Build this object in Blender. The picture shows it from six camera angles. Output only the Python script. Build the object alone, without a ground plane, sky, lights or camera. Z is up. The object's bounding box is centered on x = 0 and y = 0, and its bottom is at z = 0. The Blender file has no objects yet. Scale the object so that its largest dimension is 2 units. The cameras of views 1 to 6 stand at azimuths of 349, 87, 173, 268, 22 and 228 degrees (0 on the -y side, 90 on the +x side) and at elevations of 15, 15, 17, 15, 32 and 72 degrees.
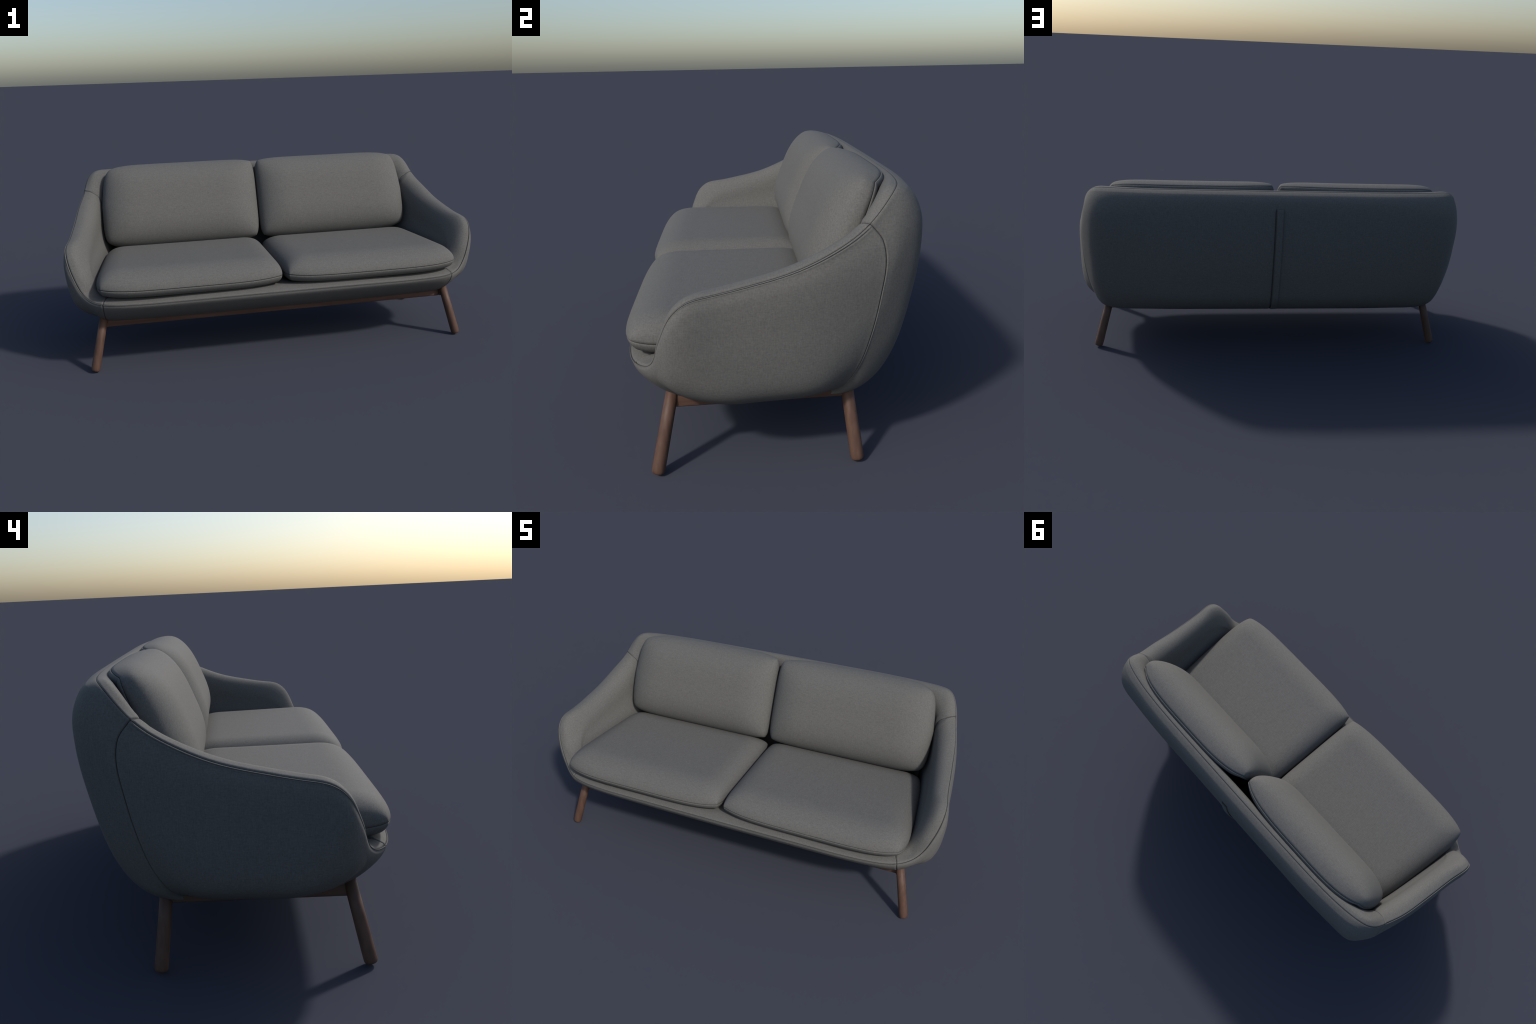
"""Mid-century two-seat sofa: upholstered tub shell, four loose cushions, splayed wooden legs."""
import bpy, bmesh, math
import numpy as np
from mathutils import Vector

# ---------------------------------------------------------------- helpers
def table(x, pts):
    """Monotone cubic (PCHIP) through (x, value) pairs."""
    p = np.array(pts, float); xs, ys = p[:, 0], p[:, 1]
    h = np.diff(xs); d = np.diff(ys) / h
    m = np.zeros(len(xs)); m[0] = d[0]; m[-1] = d[-1]
    for i in range(1, len(xs) - 1):
        if d[i-1] * d[i] > 0:
            w1, w2 = 2*h[i] + h[i-1], h[i] + 2*h[i-1]
            m[i] = (w1 + w2) / (w1 / d[i-1] + w2 / d[i])
    x = np.clip(np.asarray(x, float), xs[0], xs[-1])
    k = np.clip(np.searchsorted(xs, x) - 1, 0, len(h) - 1)
    t = (x - xs[k]) / h[k]
    return ((2*t**3 - 3*t**2 + 1) * ys[k] + (t**3 - 2*t**2 + t) * h[k] * m[k]
            + (-2*t**3 + 3*t**2) * ys[k+1] + (t**3 - t**2) * h[k] * m[k+1])

def spline(knots, P, q, closed=False):
    """C2 cubic spline through P (n, ...) at knots, sampled at q."""
    P = np.asarray(P, float); n = len(P); sh = P.shape[1:]
    P = P.reshape(n, -1); t = np.asarray(knots, float)
    if closed:                                   # knots has n + 1 entries
        h = np.diff(t); A = np.zeros((n, n)); B = np.zeros_like(P)
        for i in range(n):
            a, b = h[i-1], h[i]
            A[i, i-1] += a; A[i, i] += 2*(a + b); A[i, (i+1) % n] += b
            B[i] = 6 * ((P[(i+1) % n] - P[i]) / b - (P[i] - P[i-1]) / a)
        M = np.linalg.solve(A, B); P = np.vstack([P, P[:1]]); M = np.vstack([M, M[:1]])
    else:
        h = np.diff(t); A = np.eye(n); B = np.zeros_like(P)
        for i in range(1, n - 1):
            A[i, i-1] = h[i-1]; A[i, i] = 2*(h[i-1] + h[i]); A[i, i+1] = h[i]
            B[i] = 6 * ((P[i+1] - P[i]) / h[i] - (P[i] - P[i-1]) / h[i-1])
        M = np.linalg.solve(A, B)
    q = np.asarray(q, float)
    k = np.clip(np.searchsorted(t, q, side='right') - 1, 0, len(h) - 1)
    hh = h[k][:, None]; a = (t[k+1] - q)[:, None] / hh; b = (q - t[k])[:, None] / hh
    R = a*P[k] + b*P[k+1] + ((a**3 - a)*M[k] + (b**3 - b)*M[k+1]) * hh**2 / 6
    return R.reshape((len(q),) + sh)

def clustered(lo, hi, step, seams, fine=0.0012, reach=0.012):
    """Samples every `step`, denser around each seam position."""
    s = list(np.linspace(lo, hi, max(2, int((hi - lo) / step) + 1)))
    s = [v for v in s if all(abs(v - c) > reach or v in (lo, hi) for c in seams)]
    for c in seams:
        for d in (-1, -.72, -.5, -.34, -.22, -.12, 0, .12, .22, .34, .5, .72, 1):
            v = c + d * reach
            if lo <= v <= hi: s.append(v)
    s = sorted(set(round(v, 6) for v in s))
    return np.array(s)

def grid_normals(G, wrap):
    du = (np.roll(G, -1, 1) - np.roll(G, 1, 1)) if wrap else np.gradient(G, axis=1)
    dv = np.gradient(G, axis=0)
    n = np.cross(du, dv); l = np.linalg.norm(n, axis=2, keepdims=True)
    return n / np.maximum(l, 1e-12)

def mesh_object(name, verts, faces, mat, parent=None, normals=None):
    me = bpy.data.meshes.new(name)
    me.from_pydata([tuple(v) for v in verts], [], faces)
    me.polygons.foreach_set('use_smooth', [True] * len(me.polygons))
    me.materials.append(mat); me.update()
    if normals is not None:
        me.normals_split_custom_set_from_vertices([tuple(n) for n in normals])
    ob = bpy.data.objects.new(name, me)
    bpy.context.scene.collection.objects.link(ob)
    if parent: ob.parent = parent
    return ob

def outward(ob):
    bm = bmesh.new(); bm.from_mesh(ob.data); bmesh.ops.recalc_face_normals(bm, faces=bm.faces[:])
    bm.to_mesh(ob.data); bm.free()

def grid_faces(r, c, wrap=False):
    f = []
    for i in range(r - 1):
        for j in range(c if wrap else c - 1):
            k = (j + 1) % c
            f.append((i*c + j, i*c + k, (i+1)*c + k, (i+1)*c + j))
    return f

def tube(name, path, radius, mat, parent, closed=False, sides=6):
    path = np.asarray(path, float); n = len(path)
    T = np.roll(path, -1, 0) - np.roll(path, 1, 0) if closed else np.gradient(path, axis=0)
    T /= np.maximum(np.linalg.norm(T, axis=1, keepdims=True), 1e-9)
    up = np.array([0.31, 0.17, 0.93]); V = []
    for p, t in zip(path, T):
        a = np.cross(t, up); a /= np.linalg.norm(a); b = np.cross(t, a)
        for k in range(sides):
            w = 2 * math.pi * k / sides
            V.append(p + radius * (math.cos(w) * a + math.sin(w) * b))
    F = []
    for i in range(n if closed else n - 1):
        for k in range(sides):
            j = (i + 1) % n; l = (k + 1) % sides
            F.append((i*sides + k, i*sides + l, j*sides + l, j*sides + k))
    if not closed:
        F.append(tuple(range(sides))); F.append(tuple((n-1)*sides + k for k in reversed(range(sides))))
    return mesh_object(name, V, F, mat, parent)

# ---------------------------------------------------------------- materials
def new_mat(name):
    m = bpy.data.materials.new(name); m.use_nodes = True
    nt = m.node_tree; nt.nodes.clear()
    out = nt.nodes.new('ShaderNodeOutputMaterial'); b = nt.nodes.new('ShaderNodeBsdfPrincipled')
    nt.links.new(b.outputs[0], out.inputs[0])
    return m, nt, b

def noise(nt, co, scale, stretch, detail=2.0):
    mp = nt.nodes.new('ShaderNodeMapping'); mp.inputs['Scale'].default_value = stretch
    nt.links.new(co, mp.inputs[0])
    n = nt.nodes.new('ShaderNodeTexNoise'); n.inputs['Scale'].default_value = scale
    n.inputs['Detail'].default_value = detail
    nt.links.new(mp.outputs[0], n.inputs['Vector'])
    return n.outputs['Fac']

def mathn(nt, op, a, b):
    m = nt.nodes.new('ShaderNodeMath'); m.operation = op
    for i, v in enumerate((a, b)):
        if isinstance(v, (int, float)): m.inputs[i].default_value = v
        else: nt.links.new(v, m.inputs[i])
    return m.outputs[0]

def ramp(nt, fac, stops):
    r = nt.nodes.new('ShaderNodeValToRGB'); e = r.color_ramp.elements
    while len(e) < len(stops): e.new(0.5)
    for el, (p, c) in zip(e, stops): el.position = p; el.color = (*c, 1)
    nt.links.new(fac, r.inputs[0]); return r.outputs[0]

FABRIC = (0.106, 0.105, 0.100)
def fabric_material():
    m, nt, b = new_mat('woven_grey_fabric')
    co = nt.nodes.new('ShaderNodeTexCoord').outputs['Object']
    warp = noise(nt, co, 330, (0.16, 1, 1))        # threads running along x
    weft = noise(nt, co, 330, (1, 1, 0.14))        # threads running up
    weft2 = noise(nt, co, 330, (1, 0.14, 1))       # threads running front to back
    melange = noise(nt, co, 210, (1, 1, 1), 4.0)
    s = mathn(nt, 'ADD', mathn(nt, 'ADD', warp, weft), weft2)
    s = mathn(nt, 'ADD', mathn(nt, 'MULTIPLY', s, 0.24), mathn(nt, 'MULTIPLY', melange, 0.28))
    lo = tuple(c * 0.82 for c in FABRIC); hi = tuple(c * 1.19 for c in FABRIC)
    nt.links.new(ramp(nt, s, [(0.38, lo), (0.62, hi)]), b.inputs['Base Color'])
    b.inputs['Roughness'].default_value = 0.85
    b.inputs['Specular IOR Level'].default_value = 0.4
    bp = nt.nodes.new('ShaderNodeBump'); bp.inputs['Strength'].default_value = 0.35
    bp.inputs['Distance'].default_value = 0.0012
    nt.links.new(s, bp.inputs['Height']); nt.links.new(bp.outputs[0], b.inputs['Normal'])
    return m

def wood_material(name, along):
    """along: noise scale per axis, small along the grain"""
    m, nt, b = new_mat(name)
    co = nt.nodes.new('ShaderNodeTexCoord').outputs['Object']
    g = noise(nt, co, 90, along, 4.0); g2 = noise(nt, co, 14, along, 2.0)
    s = mathn(nt, 'ADD', mathn(nt, 'MULTIPLY', g, 0.6), mathn(nt, 'MULTIPLY', g2, 0.4))
    nt.links.new(ramp(nt, s, [(0.32, (0.064, 0.034, 0.024)), (0.5, (0.089, 0.048, 0.034)),
                              (0.68, (0.115, 0.064, 0.045))]), b.inputs['Base Color'])
    b.inputs['Roughness'].default_value = 0.55
    b.inputs['Specular IOR Level'].default_value = 0.3
    bp = nt.nodes.new('ShaderNodeBump'); bp.inputs['Strength'].default_value = 0.15
    bp.inputs['Distance'].default_value = 0.001
    nt.links.new(g, bp.inputs['Height']); nt.links.new(bp.outputs[0], b.inputs['Normal'])
    return m

def seam_shadow_material():
    m, nt, b = new_mat('drawn_seam_shadow')
    co = nt.nodes.new('ShaderNodeTexCoord').outputs['Object']
    s = noise(nt, co, 400, (1, 1, 1))
    nt.links.new(ramp(nt, s, [(0.3, (0.016, 0.016, 0.017)), (0.7, (0.03, 0.03, 0.03))]), b.inputs['Base Color'])  # fabric grey darkened to near black for the shade inside seam grooves
    b.inputs['Roughness'].default_value = 0.95
    return m

FAB, SEAM_SHADOW = fabric_material(), seam_shadow_material()
WOOD = wood_material('reddish_brown_wood', (1, 1, 0.07))
WOOD_ACROSS = wood_material('reddish_brown_wood_across', (0.05, 1, 1))
WOOD_DEEP = wood_material('reddish_brown_wood_deep', (1, 0.05, 1))

sofa = bpy.data.objects.new('sofa', None)
bpy.context.scene.collection.objects.link(sofa)
sofa['label'] = 'grey fabric two-seat sofa with splayed wooden legs'
sofa['category'] = 'sofa'

# ---------------------------------------------------------------- the tub shell
# Stations along the rim seam (half, from the middle of the back round to the middle of the front):
# seam point, plan angle of the direction into the sofa, size of the rolled rim, sideways bulge, corner skew,
# how strongly the station follows the widening of the bowl, how much belly it has
STATIONS = [
    ((0.000,  0.386, 0.846),  -90, 0.43, 0.000, 0.000, 1.0, 0.0),
    ((0.350,  0.385, 0.846),  -90, 0.43, 0.000, 0.000, 1.0, 0.0),
    ((0.580,  0.381, 0.846),  -90, 0.43, 0.000, 0.000, 1.0, 0.0),
    ((0.710,  0.372, 0.846),  -92, 0.54, 0.000, 0.000, 0.9, 0.0),
    ((0.795,  0.359, 0.846), -102, 0.64, 0.000, 0.000, 0.7, 0.0),
    ((0.855,  0.340, 0.838), -125, 0.78, 0.000, 0.000, 0.42, 0.0),
    ((0.888,  0.308, 0.804), -142, 0.88, 0.000, 0.026, 0.45, 0.2),
    ((0.906,  0.261, 0.752), -157, 0.95, -0.003, 0.052, 0.8, 0.4),
    ((0.935,  0.162, 0.687), -171, 1.00, 0.002, 0.044, 1.0, 0.9),
    ((0.952,  0.045, 0.637), -178, 1.00, 0.012, 0.026, 1.0, 1.0),
    ((0.964, -0.077, 0.606),  180, 1.00, 0.014, 0.010, 1.0, 1.0),
    ((0.976, -0.185, 0.585),  178, 1.00, 0.014, 0.000, 1.0, 0.9),
    ((0.985, -0.246, 0.571),  176, 1.00, 0.014, 0.000, 1.0, 0.5),
    ((0.983, -0.288, 0.537),  174, 1.00, 0.013, 0.000, 1.0, 0.25),
    ((0.969, -0.317, 0.480),  172, 1.00, 0.012, 0.000, 1.0, 0.15),
    ((0.952, -0.334, 0.434),  168, 1.00, 0.010, 0.000, 1.0, 0.0),
    ((0.925, -0.351, 0.381),  155, 0.95, 0.008, 0.000, 0.9, 0.0),
    ((0.897, -0.372, 0.355),  133, 0.90, 0.006, 0.000, 0.6, 0.0),
    ((0.836, -0.414, 0.340),  112, 0.85, 0.002, 0.000, 0.1, 0.0),
    ((0.720, -0.444, 0.337),   97, 0.80, 0.002, 0.000, 0.1, 0.0),
    ((0.460, -0.456, 0.338),   91, 0.80, 0.002, 0.000, 0.1, 0.0),
    ((0.000, -0.459, 0.340),   90, 0.80, 0.002, 0.000, 0.1, 0.0),
]
REAR_SEAM, FRONT_SEAM = 7, 18          # stations where cross seams sit

# how the bowl widens with height: half width (plain and bellied), depth to the back (corner and middle), to the front
HALF_WIDTH = [(.200, .790), (.206, .830), (.215, .860), (.228, .887), (.245, .911), (.265, .931), (.30, .954),
              (.35, .975), (.40, .988), (.45, .996), (.50, 1.0), (.60, 1.0), (.66, .995), (.72, .985),
              (.77, .968), (.80, .952), (.83, .928), (.85, .905)]
HALF_WIDTH_BELLY = [(.200, .865), (.206, .886), (.215, .908), (.228, .934), (.245, .960), (.265, .979), (.30, .994),
              (.35, 1.0), (.40, 1.002), (.50, 1.001), (.60, 1.0), (.66, .995), (.72, .985),
              (.77, .968), (.80, .952), (.83, .928), (.85, .905)]
DEPTH_CORNER = [(.200, .225), (.206, .264), (.215, .291), (.230, .315), (.255, .337), (.30, .363), (.35, .385),
              (.42, .407), (.515, .431), (.60, .449), (.68, .461), (.74, .463), (.78, .456), (.81, .440),
              (.83, .420), (.842, .401), (.850, .383)]
DEPTH_BACK = [(.200, .2193), (.206, .2621), (.215, .2938), (.230, .3223), (.250, .3468), (.275, .3672), (.31, .3866),
              (.36, .4021), (.42, .4193), (.515, .4386), (.60, .4507), (.68, .4578), (.74, .4594), (.78, .4568),
              (.81, .4473), (.83, .4260), (.842, .4060), (.850, .3840)]
DEPTH_FRONT_CORNER = [(.200, .565), (.205, .61), (.215, .67), (.234, .762), (.262, .862), (.29, .936), (.31, .976),
               (.327, .995), (.34, 1.0), (.40, 1.0), (.60, .99)]
DEPTH_FRONT = [(.200, .56), (.205, .60), (.215, .66), (.234, .748), (.262, .852), (.29, .928), (.31, .970),
               (.327, .995), (.34, 1.0), (.40, 1.0), (.60, .99)]
RISE = [0, .015, .045, .09, .16, .26, .38, .52, .66, .78, .87, .935, .975, 1.0]   # of the seam height
BOTTOM = 0.200
ROLL = [(.010, .0035), (.023, .007), (.039, .0065), (.057, -.002), (.072, -.018)]    # rim: inward, outward
FRONT_ROLL = [.0065, .0130, .0180, .0215, .0225]          # the front rim rises to the seat platform

def shell_profile(st, tangent):
    (sx, sy, sz), ang, roll, bulge, skew, follow, belly = st
    pts = []
    width = lambda z: (1 - belly) * float(table(z, HALF_WIDTH)) + belly * float(table(z, HALF_WIDTH_BELLY))
    middle = float(np.clip((0.78 - sx) / 0.33, 0, 1)) if sy > 0 else 0
    middle = middle * middle * (3 - 2 * middle)
    if sy > 0: depth = lambda z: (1 - middle) * float(table(z, DEPTH_CORNER)) + middle * float(table(z, DEPTH_BACK))
    else:
        middle = float(np.clip((0.88 - sx) / 0.18, 0, 1))
        depth = lambda z: (1 - middle) * float(table(z, DEPTH_FRONT_CORNER)) + middle * float(table(z, DEPTH_FRONT))
    pts.append((sx * 0.55, sy * 0.2 - 0.02, BOTTOM - 0.002))
    a = math.radians(ang); inn = np.array([math.cos(a), math.sin(a), 0])
    backness = float(np.clip((sy - 0.30) / 0.05, 0, 1)); shoulder = math.exp(-((sz - 0.76) / 0.06)**2)
    for f in RISE:
        z = BOTTOM + f * (sz - BOTTOM)
        x = sx * (1 + (width(z) / width(sz) - 1) * follow)
        y = sy * depth(z) / depth(sz)
        b = float(table(f, [(0, 0), (.12, .35), (.3, .7), (.6, .95), (.8, 1), (.93, .65), (1, 0)]))
        # the corners narrow towards the legs; the back's crest stands a little above its seam
        tuck = (0.016 * math.exp(-((sx - 0.88) / 0.045)**2) * float(np.clip((0.66 - z) / 0.36, 0, 1)) if sy > 0.1 else
                0.005 * math.exp(-((sx - 0.915) / 0.04)**2) * float(np.clip((0.36 - z) / 0.10, 0, 1)) if sy < -0.3 else 0)
        x += inn[0] * tuck; y += inn[1] * tuck
        lift = 0.005 * backness * float(table(f, [(0, 0), (.86, 0), (.935, .65), (.975, 1), (1, 0)]))
        pts.append((x - inn[0] * bulge * b, y - inn[1] * bulge * b + skew * b, z + lift))
    up = np.cross(tangent, inn); up /= np.linalg.norm(up)
    S = np.array([sx, sy, sz])
    front = float(np.clip((-sy - 0.35) / 0.06, 0, 1))
    for (ra, rb), rf in zip(ROLL, FRONT_ROLL):
        rb = (1 - front) * rb + front * rf
        pts.append(S + inn * ra * roll + up * rb * roll - np.array([0, 0, 0.10 * ra * roll * backness + 0.22 * ra * shoulder]))
    last = pts[-1]
    # inner wall down to the seat platform
    if sy > 0.30 and sx < 0.86: inner = np.array([sx * 0.96, sy - 0.085, 0.34])
    elif sy > -0.24: inner = np.array([sx * 0.852, sy + 0.03 * (sy < 0), 0.345])
    else:                              # sweeps round the front corner of the seat
        inner = np.array([float(table(-sx, [(-.985, .840), (-.969, .838), (-.952, .834), (-.925, .822), (-.897, .802),
                                            (-.836, .757), (-.72, .66), (-.46, .43), (0, 0)])),
                          float(table(-sy, [(.246, -.205), (.288, -.240), (.317, -.264), (.334, -.281), (.351, -.295), (.372, -.306),
                                            (.414, -.316), (.444, -.322), (.459, -.325)])), 0.345 + 0.012 * front])
    for t in (.35, .7, 1.0):
        sag = 0.0
        pts.append(last * (1 - t) + inner * t - inn * sag)
    pts.append(np.array([inner[0] * 0.6, inner[1] * 0.3, 0.342]))
    return np.array([np.asarray(p, float) for p in pts])

half = [np.array(s[0]) for s in STATIONS]
full = half + [p * [-1, 1, 1] for p in half[-2:0:-1]]
seam_ctrl = np.array(full); NST = len(full)
chord = np.r_[0, np.cumsum(np.linalg.norm(np.roll(seam_ctrl, -1, 0) - seam_ctrl, axis=1))]
# tangents of the seam at every station
eps = 1e-3
tan = (spline(chord, seam_ctrl, (chord[:-1] + eps), True) - spline(chord, seam_ctrl, (chord[:-1] - eps) % chord[-1], True))
tan /= np.linalg.norm(tan, axis=1, keepdims=True)
profiles = []
for i, st in enumerate(STATIONS):
    t = -tan[i]                       # so that t x inward points out of the upholstery
    profiles.append(shell_profile(st, t))
profiles += [p * [-1, 1, 1] for p in profiles[-2:0:-1]]
CAGE = np.array(profiles)             # stations x rails x 3
RAILS = CAGE.shape[1]
seam_rail = len(RISE)
# mean chord knots across the section
vk = np.r_[0, np.cumsum(np.linalg.norm(np.diff(CAGE, axis=1), axis=2).mean(0))]
cross = [chord[REAR_SEAM], chord[FRONT_SEAM], chord[NST - FRONT_SEAM], chord[NST - REAR_SEAM]]
CREASE = 0.0100                                          # closing crease on the outer back
us = clustered(0, chord[-1], 0.012, cross + [CREASE], reach=0.010)[:-1]
WELT = 0.0085                                            # second stitch line below the rim seam
vs = clustered(0, vk[-1], 0.012, [vk[seam_rail], vk[seam_rail] - WELT], reach=0.0085)
A = spline(chord, CAGE, us, True)                       # columns x rails x 3
G = spline(vk, np.transpose(A, (1, 0, 2)), vs)          # rows x columns x 3
# relax the inside of the shell along its length so the tight front bends do not crease
inside = np.clip((vs - vk[seam_rail + 3]) / 0.04, 0, 1)[:, None, None]
for _ in range(120): G = G + inside * 0.5 * ((np.roll(G, 1, 1) + np.roll(G, -1, 1)) / 2 - G)
N = grid_normals(G, True)
c0 = np.argmin(abs(vs - vk[seam_rail] * 0.7))
centre = np.array([0, 0, 0.45])
if np.mean(np.sum(N[c0] * (G[c0] - centre), axis=1)) < 0: N = -N; FLIP = True
else: FLIP = False
# grooves pulled in by the stitched seams, with the puffed fabric either side
def groove(d): return -0.0042 * np.exp(-(d / 0.0024)**2) + 0.0012 * np.exp(-((abs(d) - 0.0075) / 0.004)**2)
dv = groove(vs - vk[seam_rail])[:, None]
stitch = -0.0026 * np.exp(-((vs - vk[seam_rail] + WELT) / 0.0016)**2)
loop = np.minimum(us, chord[-1] - us)
welted = np.clip((loop - cross[0]) / 0.02, 0, 1)         # arms and front only
dv = dv * (0.3 + 0.7 * welted[None, :]) + stitch[:, None] * welted[None, :]
du = np.zeros(len(us))
for c in cross: du = du + 0.75 * groove(us - c)
fade = np.clip((vs - vk[2]) / 0.05, 0, 1) * np.clip((vk[-3] - vs) / 0.05, 0, 1)
G = G + N * (dv + du[None, :] * fade[:, None])[:, :, None]
N0 = N
N = grid_normals(G, True) * (-1 if FLIP else 1)
on_back = (np.clip((0.772 - G[:, :, 2]) / 0.01, 0, 1) * np.clip((G[:, :, 1] - 0.27) / 0.03, 0, 1)
           * (vs < vk[seam_rail])[:, None])
G = G - N0 * (0.0065 * np.exp(-((us - CREASE) / 0.0028)**2)[None, :] * on_back)[:, :, None]
N = grid_normals(G, True) * (-1 if FLIP else 1)

rows, cols = len(vs), len(us)
def shell_part(name, col_list, row_lo, row_hi):
    sub = np.ix_(range(row_lo, row_hi), col_list)
    P, Q = G[sub], N[sub]
    f = grid_faces(row_hi - row_lo, len(col_list))
    if FLIP: f = [t[::-1] for t in f]
    return mesh_object(name, P.reshape(-1, 3), f, FAB, sofa, Q.reshape(-1, 3))

ci = [int(np.argmin(abs(us - c))) for c in cross]
under = int(np.argmin(abs(vs - vk[1]))); plat = int(np.argmin(abs(vs - vk[-2])))
loopc = lambda a, b: list(range(a, b + 1)) if a <= b else list(range(a, cols)) + list(range(0, b + 1))
PARTS = {}
for key, name, cl in (('back', 'backrest', loopc(ci[3], ci[0])), ('armr', 'armrest', loopc(ci[0], ci[1])),
                      ('front', 'front_rail', loopc(ci[1], ci[2])), ('arml', 'armrest', loopc(ci[2], ci[3]))):
    PARTS[key] = (shell_part(name, cl, under, plat + 1), cl)
allc = list(range(cols)) + [0]
shell_part('underside_panel', allc, 0, under + 1)
shell_part('seat_platform', allc, plat, rows)
# close the two middle gaps with flat panels
def cap(name, row, flip):
    ring = G[row]; mid = ring.mean(0); V = np.vstack([ring, mid]); n = cols
    f = [(j, (j + 1) % n, n) for j in range(n)]
    if flip: f = [t[::-1] for t in f]
    return mesh_object(name, V, f, FAB, sofa)
cap('underside_panel', 0, True); cap('seat_platform', rows - 1, False)

# thin dark tubes sunk in the grooves, modelling their shadow lines
seam_row = int(np.argmin(abs(vs - vk[seam_rail])))
def seam_shadow_tube(parent, path, r=0.0017): tube('seam', path, r, SEAM_SHADOW, parent)
for key in PARTS:
    ob, cl = PARTS[key]; seam_shadow_tube(ob, G[seam_row, cl] - N[seam_row, cl] * (0.0008 if key == 'back' else -0.0002))
r0 = int(np.argmin(abs(vs - vk[3]))); r1 = int(np.argmin(abs(vs - vk[-3])))
for k, key in zip(ci, ('armr', 'armr', 'arml', 'arml')):
    seam_shadow_tube(PARTS[key][0], G[r0:r1, k] - N[r0:r1, k] * 0.0002, 0.0013)

# raised closing strip down the middle of the outer back
def back_surface(x, z):
    """outer back y at (x, z) near the middle, from the bowl profile"""
    return 0.386 * table(z, DEPTH_BACK) / float(table(0.848, DEPTH_BACK))
def strip():
    zs = np.r_[np.linspace(0.222, 0.765, 60), 0.769, 0.772, 0.7735]
    prof = [(0.0065, -.004), (0.0062, .0012), (0.0050, .0022), (0.0025, .0027), (-0.006, .0023), (-0.014, .0016),
            (-0.0200, .0008), (-0.0222, .0002), (-0.0228, -.004)]
    V = []
    for z in zs:
        e = 1 - max(0, (z - 0.765) / 0.0085)**2 if z > .765 else 1
        for x, h in prof: V.append((x, float(back_surface(x, z)) + (h * max(e, -.3) if h > 0 else h), z))
    f = [t[::-1] for t in grid_faces(len(zs), len(prof))]
    n = len(prof); L = (len(zs) - 1) * n
    f.append(tuple(range(L, L + n))); f.append(tuple(reversed(range(n))))
    ob = mesh_object('zip_flap', V, f, FAB, sofa)
strip()

# ---------------------------------------------------------------- cushions
def cushion(name, sizes, corner, prof, height, band, place, step=76):
    """Pillow. sizes(u, v) maps the unit square to plan metres, the corners are drawn in by `corner`,
    prof(u, v) is the rise of the top panel, band lists (inset, drop) rings below the seam,
    place(p, q, h, u, v) sets a plan point at height h into the sofa."""
    a = -np.cos(np.linspace(0, math.pi, step)); k = len(a)
    def plan(u, v):
        p, q = sizes(u, v); c = corner * (abs(u) * abs(v))**5 * (0.8 if u < 0 else 1.15)
        return np.array([p - math.copysign(c, u), q - math.copysign(c, v)])
    Vt = [place(*plan(u, v), prof(u, v) * height, u, v) for v in a for u in a]
    F = grid_faces(k, k)
    uv = [(a[i], -1) for i in range(k - 1)] + [(1, a[i]) for i in range(k - 1)] + \
         [(a[-1 - i], 1) for i in range(k - 1)] + [(-1, a[-1 - i]) for i in range(k - 1)]
    idx = [i for i in range(k - 1)] + [i * k + k - 1 for i in range(k - 1)] + \
          [(k - 1) * k + k - 1 - i for i in range(k - 1)] + [(k - 1 - i) * k for i in range(k - 1)]
    P = np.array([plan(u, v) for u, v in uv]); n = len(P)
    arc = np.r_[0, np.cumsum(np.linalg.norm(np.roll(P, -1, 0) - P, axis=1))]; Pc = np.vstack([P, P[:1]])
    along = lambda d: np.stack([np.interp((arc[:-1] + d) % arc[-1], arc, Pc[:, i]) for i in (0, 1)], 1)
    T = sum(along(d) - along(-d) for d in (0.015, 0.03, 0.045))
    T /= np.linalg.norm(T, axis=1, keepdims=True)
    inward = np.stack([-T[:, 1], T[:, 0]], 1)
    prev, rings = idx, []
    for inset, drop in band:
        base = len(Vt); Q = P + inward * inset
        Vt += [place(Q[i, 0], Q[i, 1], -drop, *uv[i]) for i in range(n)]
        cur = list(range(base, base + n))
        F += [(prev[q], cur[q], cur[(q + 1) % n], prev[(q + 1) % n]) for q in range(n)]
        prev = cur; rings.append(cur)
    F.append(tuple(reversed(prev)))
    ob = mesh_object(name, Vt, F, FAB, sofa)
    outward(ob)
    tube('seam', [Vt[i] for i in rings[0]], 0.0017, SEAM_SHADOW, ob, closed=True)
    return ob

def rise(d, w, p, k): return (1 - (1 - min(1, d / w))**p)**k
def both(a, b): return a * b / max(a + b - a * b, 1e-6)          # fuller corners than a plain product
BAND = [(0.0035, 0.0012), (0.0012, 0.004), (0.0010, 0.007), (0.0030, 0.013), (0.009, 0.023), (0.018, 0.032), (0.032, 0.039), (0.07, 0.044)]

BACK_BAND = [(0.0035, 0.0012), (0.0012, 0.004), (0.0015, 0.007), (0.010, 0.015), (0.026, 0.022), (0.06, 0.026)]

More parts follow.
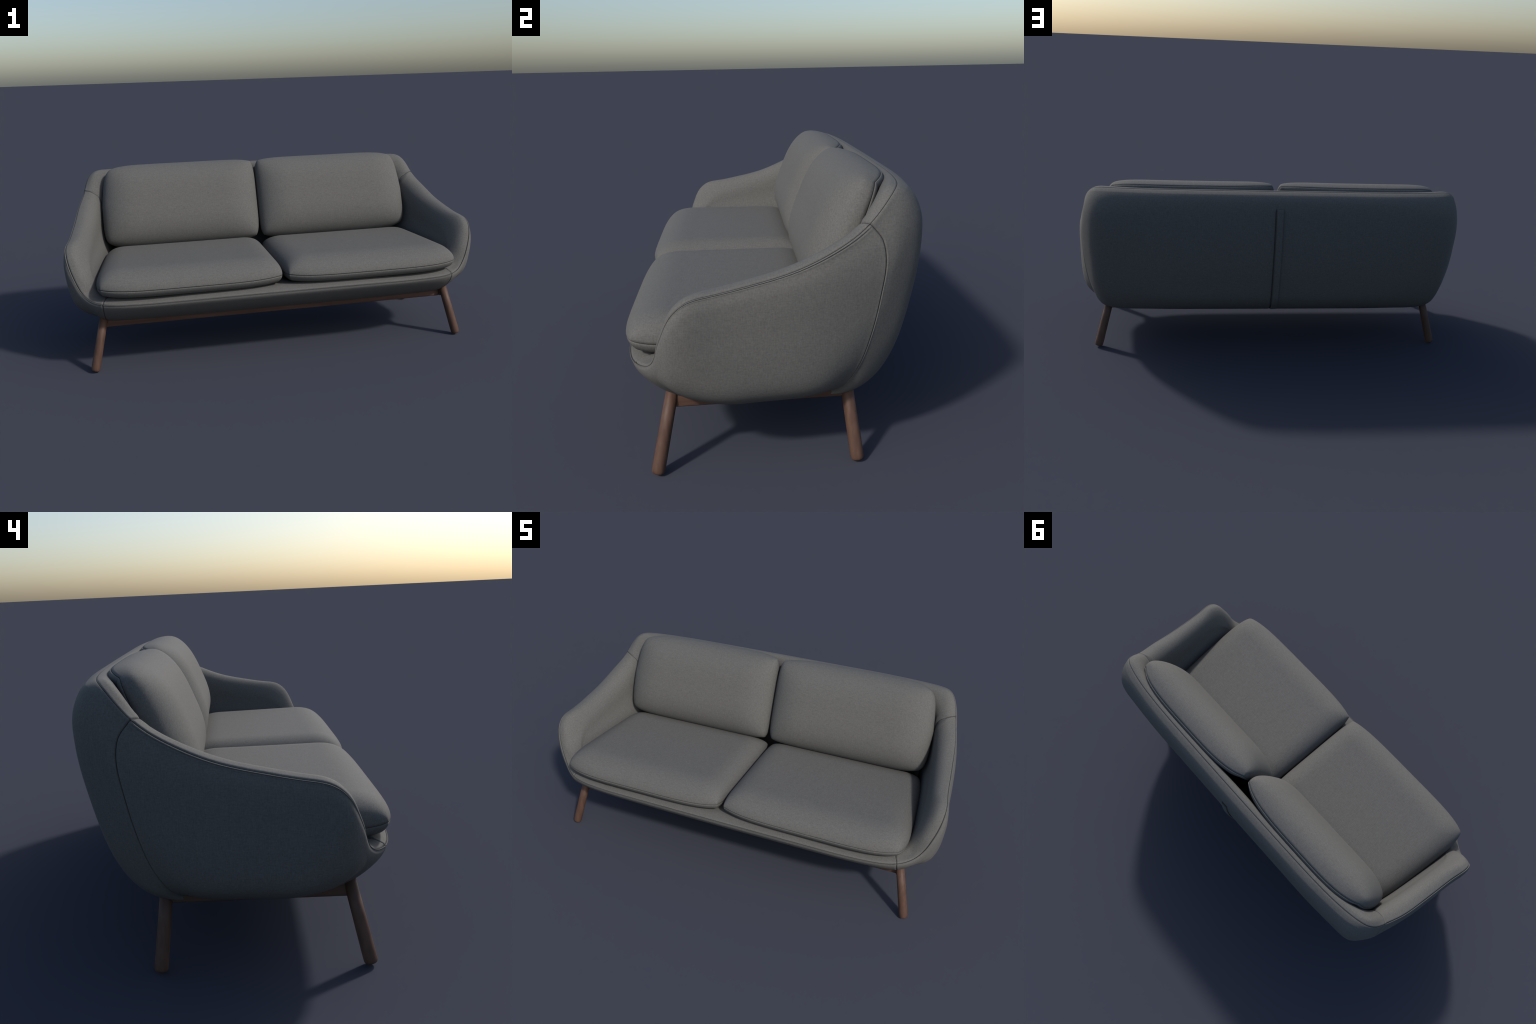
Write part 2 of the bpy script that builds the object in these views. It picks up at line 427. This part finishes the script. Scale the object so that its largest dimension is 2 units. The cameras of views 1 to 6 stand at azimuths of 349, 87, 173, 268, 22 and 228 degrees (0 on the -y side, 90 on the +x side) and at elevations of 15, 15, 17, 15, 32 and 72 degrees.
# seat: u runs from the middle of the sofa outwards, v from front to back
def seat_sizes(u, v):
    front, back, inner = -0.459, 0.20, 0.0015
    outer = 0.862 - 0.044 * max(0, (v + 0.6) / 1.6)**1.2
    return (inner + (outer - inner) * (u + 1) / 2,
            (front + back) / 2 + (back - front) / 2 * v + 0.013 * u**4 * max(0, -v)**3)
def seat_prof(u, v):
    return both(rise((1 - abs(u)) * 0.43, 0.12, 2.4, 0.46), rise((1 - abs(v)) * 0.33, 0.15, 2.4, 0.62))
for s in (1, -1):
    cushion('seat_cushion', seat_sizes, 0.020, seat_prof, 0.081 if s < 0 else 0.077, BAND,
            lambda p, q, h, u, v, s=s: (s * p, q, 0.400 + h + 0.010 * (abs(u) * abs(v))**4))

# back: u runs from the middle of the sofa outwards, v from bottom to top of the leaning panel
LEAN = math.radians(21)
def back_sizes(u, v):
    inner, outer = 0.0015, 0.822 - 0.026 * max(0, v)
    return inner + (outer - inner) * (u + 1) / 2, 0.226 + 0.226 * v
def back_prof(u, v):
    return both(rise((1 - abs(u)) * 0.41, 0.20, 2.8, 0.40), rise((1 - abs(v)) * 0.226, 0.215, 2.7, 0.44))
def back_place(s):
    def place(p, q, h, u, v):
        k = h + 0.042 * abs(u)**3.5 * (1 - max(0, h) / 0.145)
        return (s * p, 0.188 + math.sin(LEAN) * q - math.cos(LEAN) * k, 0.436 + math.cos(LEAN) * q + math.sin(LEAN) * k)
    return place
for s in (1, -1):
    cushion('back_cushion', back_sizes, 0.026, back_prof, 0.145, BACK_BAND, back_place(s))

# ---------------------------------------------------------------- legs and stretchers
def leg(foot, top):
    foot, top = np.array(foot), np.array(top); ax = top - foot; L = np.linalg.norm(ax); ax /= L
    a = np.cross(ax, [0, 1, 0]); a /= np.linalg.norm(a); b = np.cross(ax, a)
    prof = [(0, .0105), (.001, .0145), (.003, .0172), (.0065, .0193), (.012, .0203), (.03, .0206), (L * .5, .0198), (L, .0186)]
    V, n = [], 32
    for d, r in prof:
        for k in range(n):
            w = 2 * math.pi * k / n; V.append(foot + ax * d + r * (math.cos(w) * a + math.sin(w) * b))
    V = np.array(V); V[:, 2] -= V[:, 2].min()
    f = grid_faces(len(prof), n, True); m = (len(prof) - 1) * n
    f.append(tuple(reversed(range(n)))); f.append(tuple(range(m, m + n)))
    ob = mesh_object('leg', V, f, WOOD, sofa)
    outward(ob)
FRONT_LEG = ((0.898, -0.362, 0.0), (0.835, -0.306, 0.262)); BACK_LEG = ((0.871, 0.246, 0.0), (0.804, 0.213, 0.262))
for s in (1, -1):
    for f, t in (FRONT_LEG, BACK_LEG):
        leg((f[0] * s, f[1], f[2]), (t[0] * s, t[1], t[2]))

def stretcher(p, q, thick=0.026, z0=0.192, z1=0.240):
    p, q = np.array(p), np.array(q); d = (q - p) / np.linalg.norm(q - p); n = np.array([-d[1], d[0]]) * thick / 2
    r = 0.003; sec = [(-1, z0 + r), (-1 + .2, z0), (1 - .2, z0), (1, z0 + r), (1, z1 - r), (1 - .2, z1), (-1 + .2, z1), (-1, z1 - r)]
    V = [(*(c + n * s), z) for c in (p, q) for s, z in sec]
    k = len(sec); f = [(i, (i + 1) % k, k + (i + 1) % k, k + i) for i in range(k)]
    f += [tuple(reversed(range(k))), tuple(range(k, 2 * k))]
    ob = mesh_object('stretcher', V, f, WOOD_ACROSS if abs(d[0]) > 0.5 else WOOD_DEEP, sofa)
    ob.data.polygons.foreach_set('use_smooth', [False] * len(ob.data.polygons))
    outward(ob)
fl, bl = (0.848, -0.317), (0.817, 0.220)
stretcher((-0.826, -0.288), (0.826, -0.288)); stretcher((-0.803, 0.192), (0.803, 0.192))
for s in (1, -1): stretcher((s * 0.838, -0.310), (s * 0.812, 0.215), z0=0.1955, z1=0.2385)
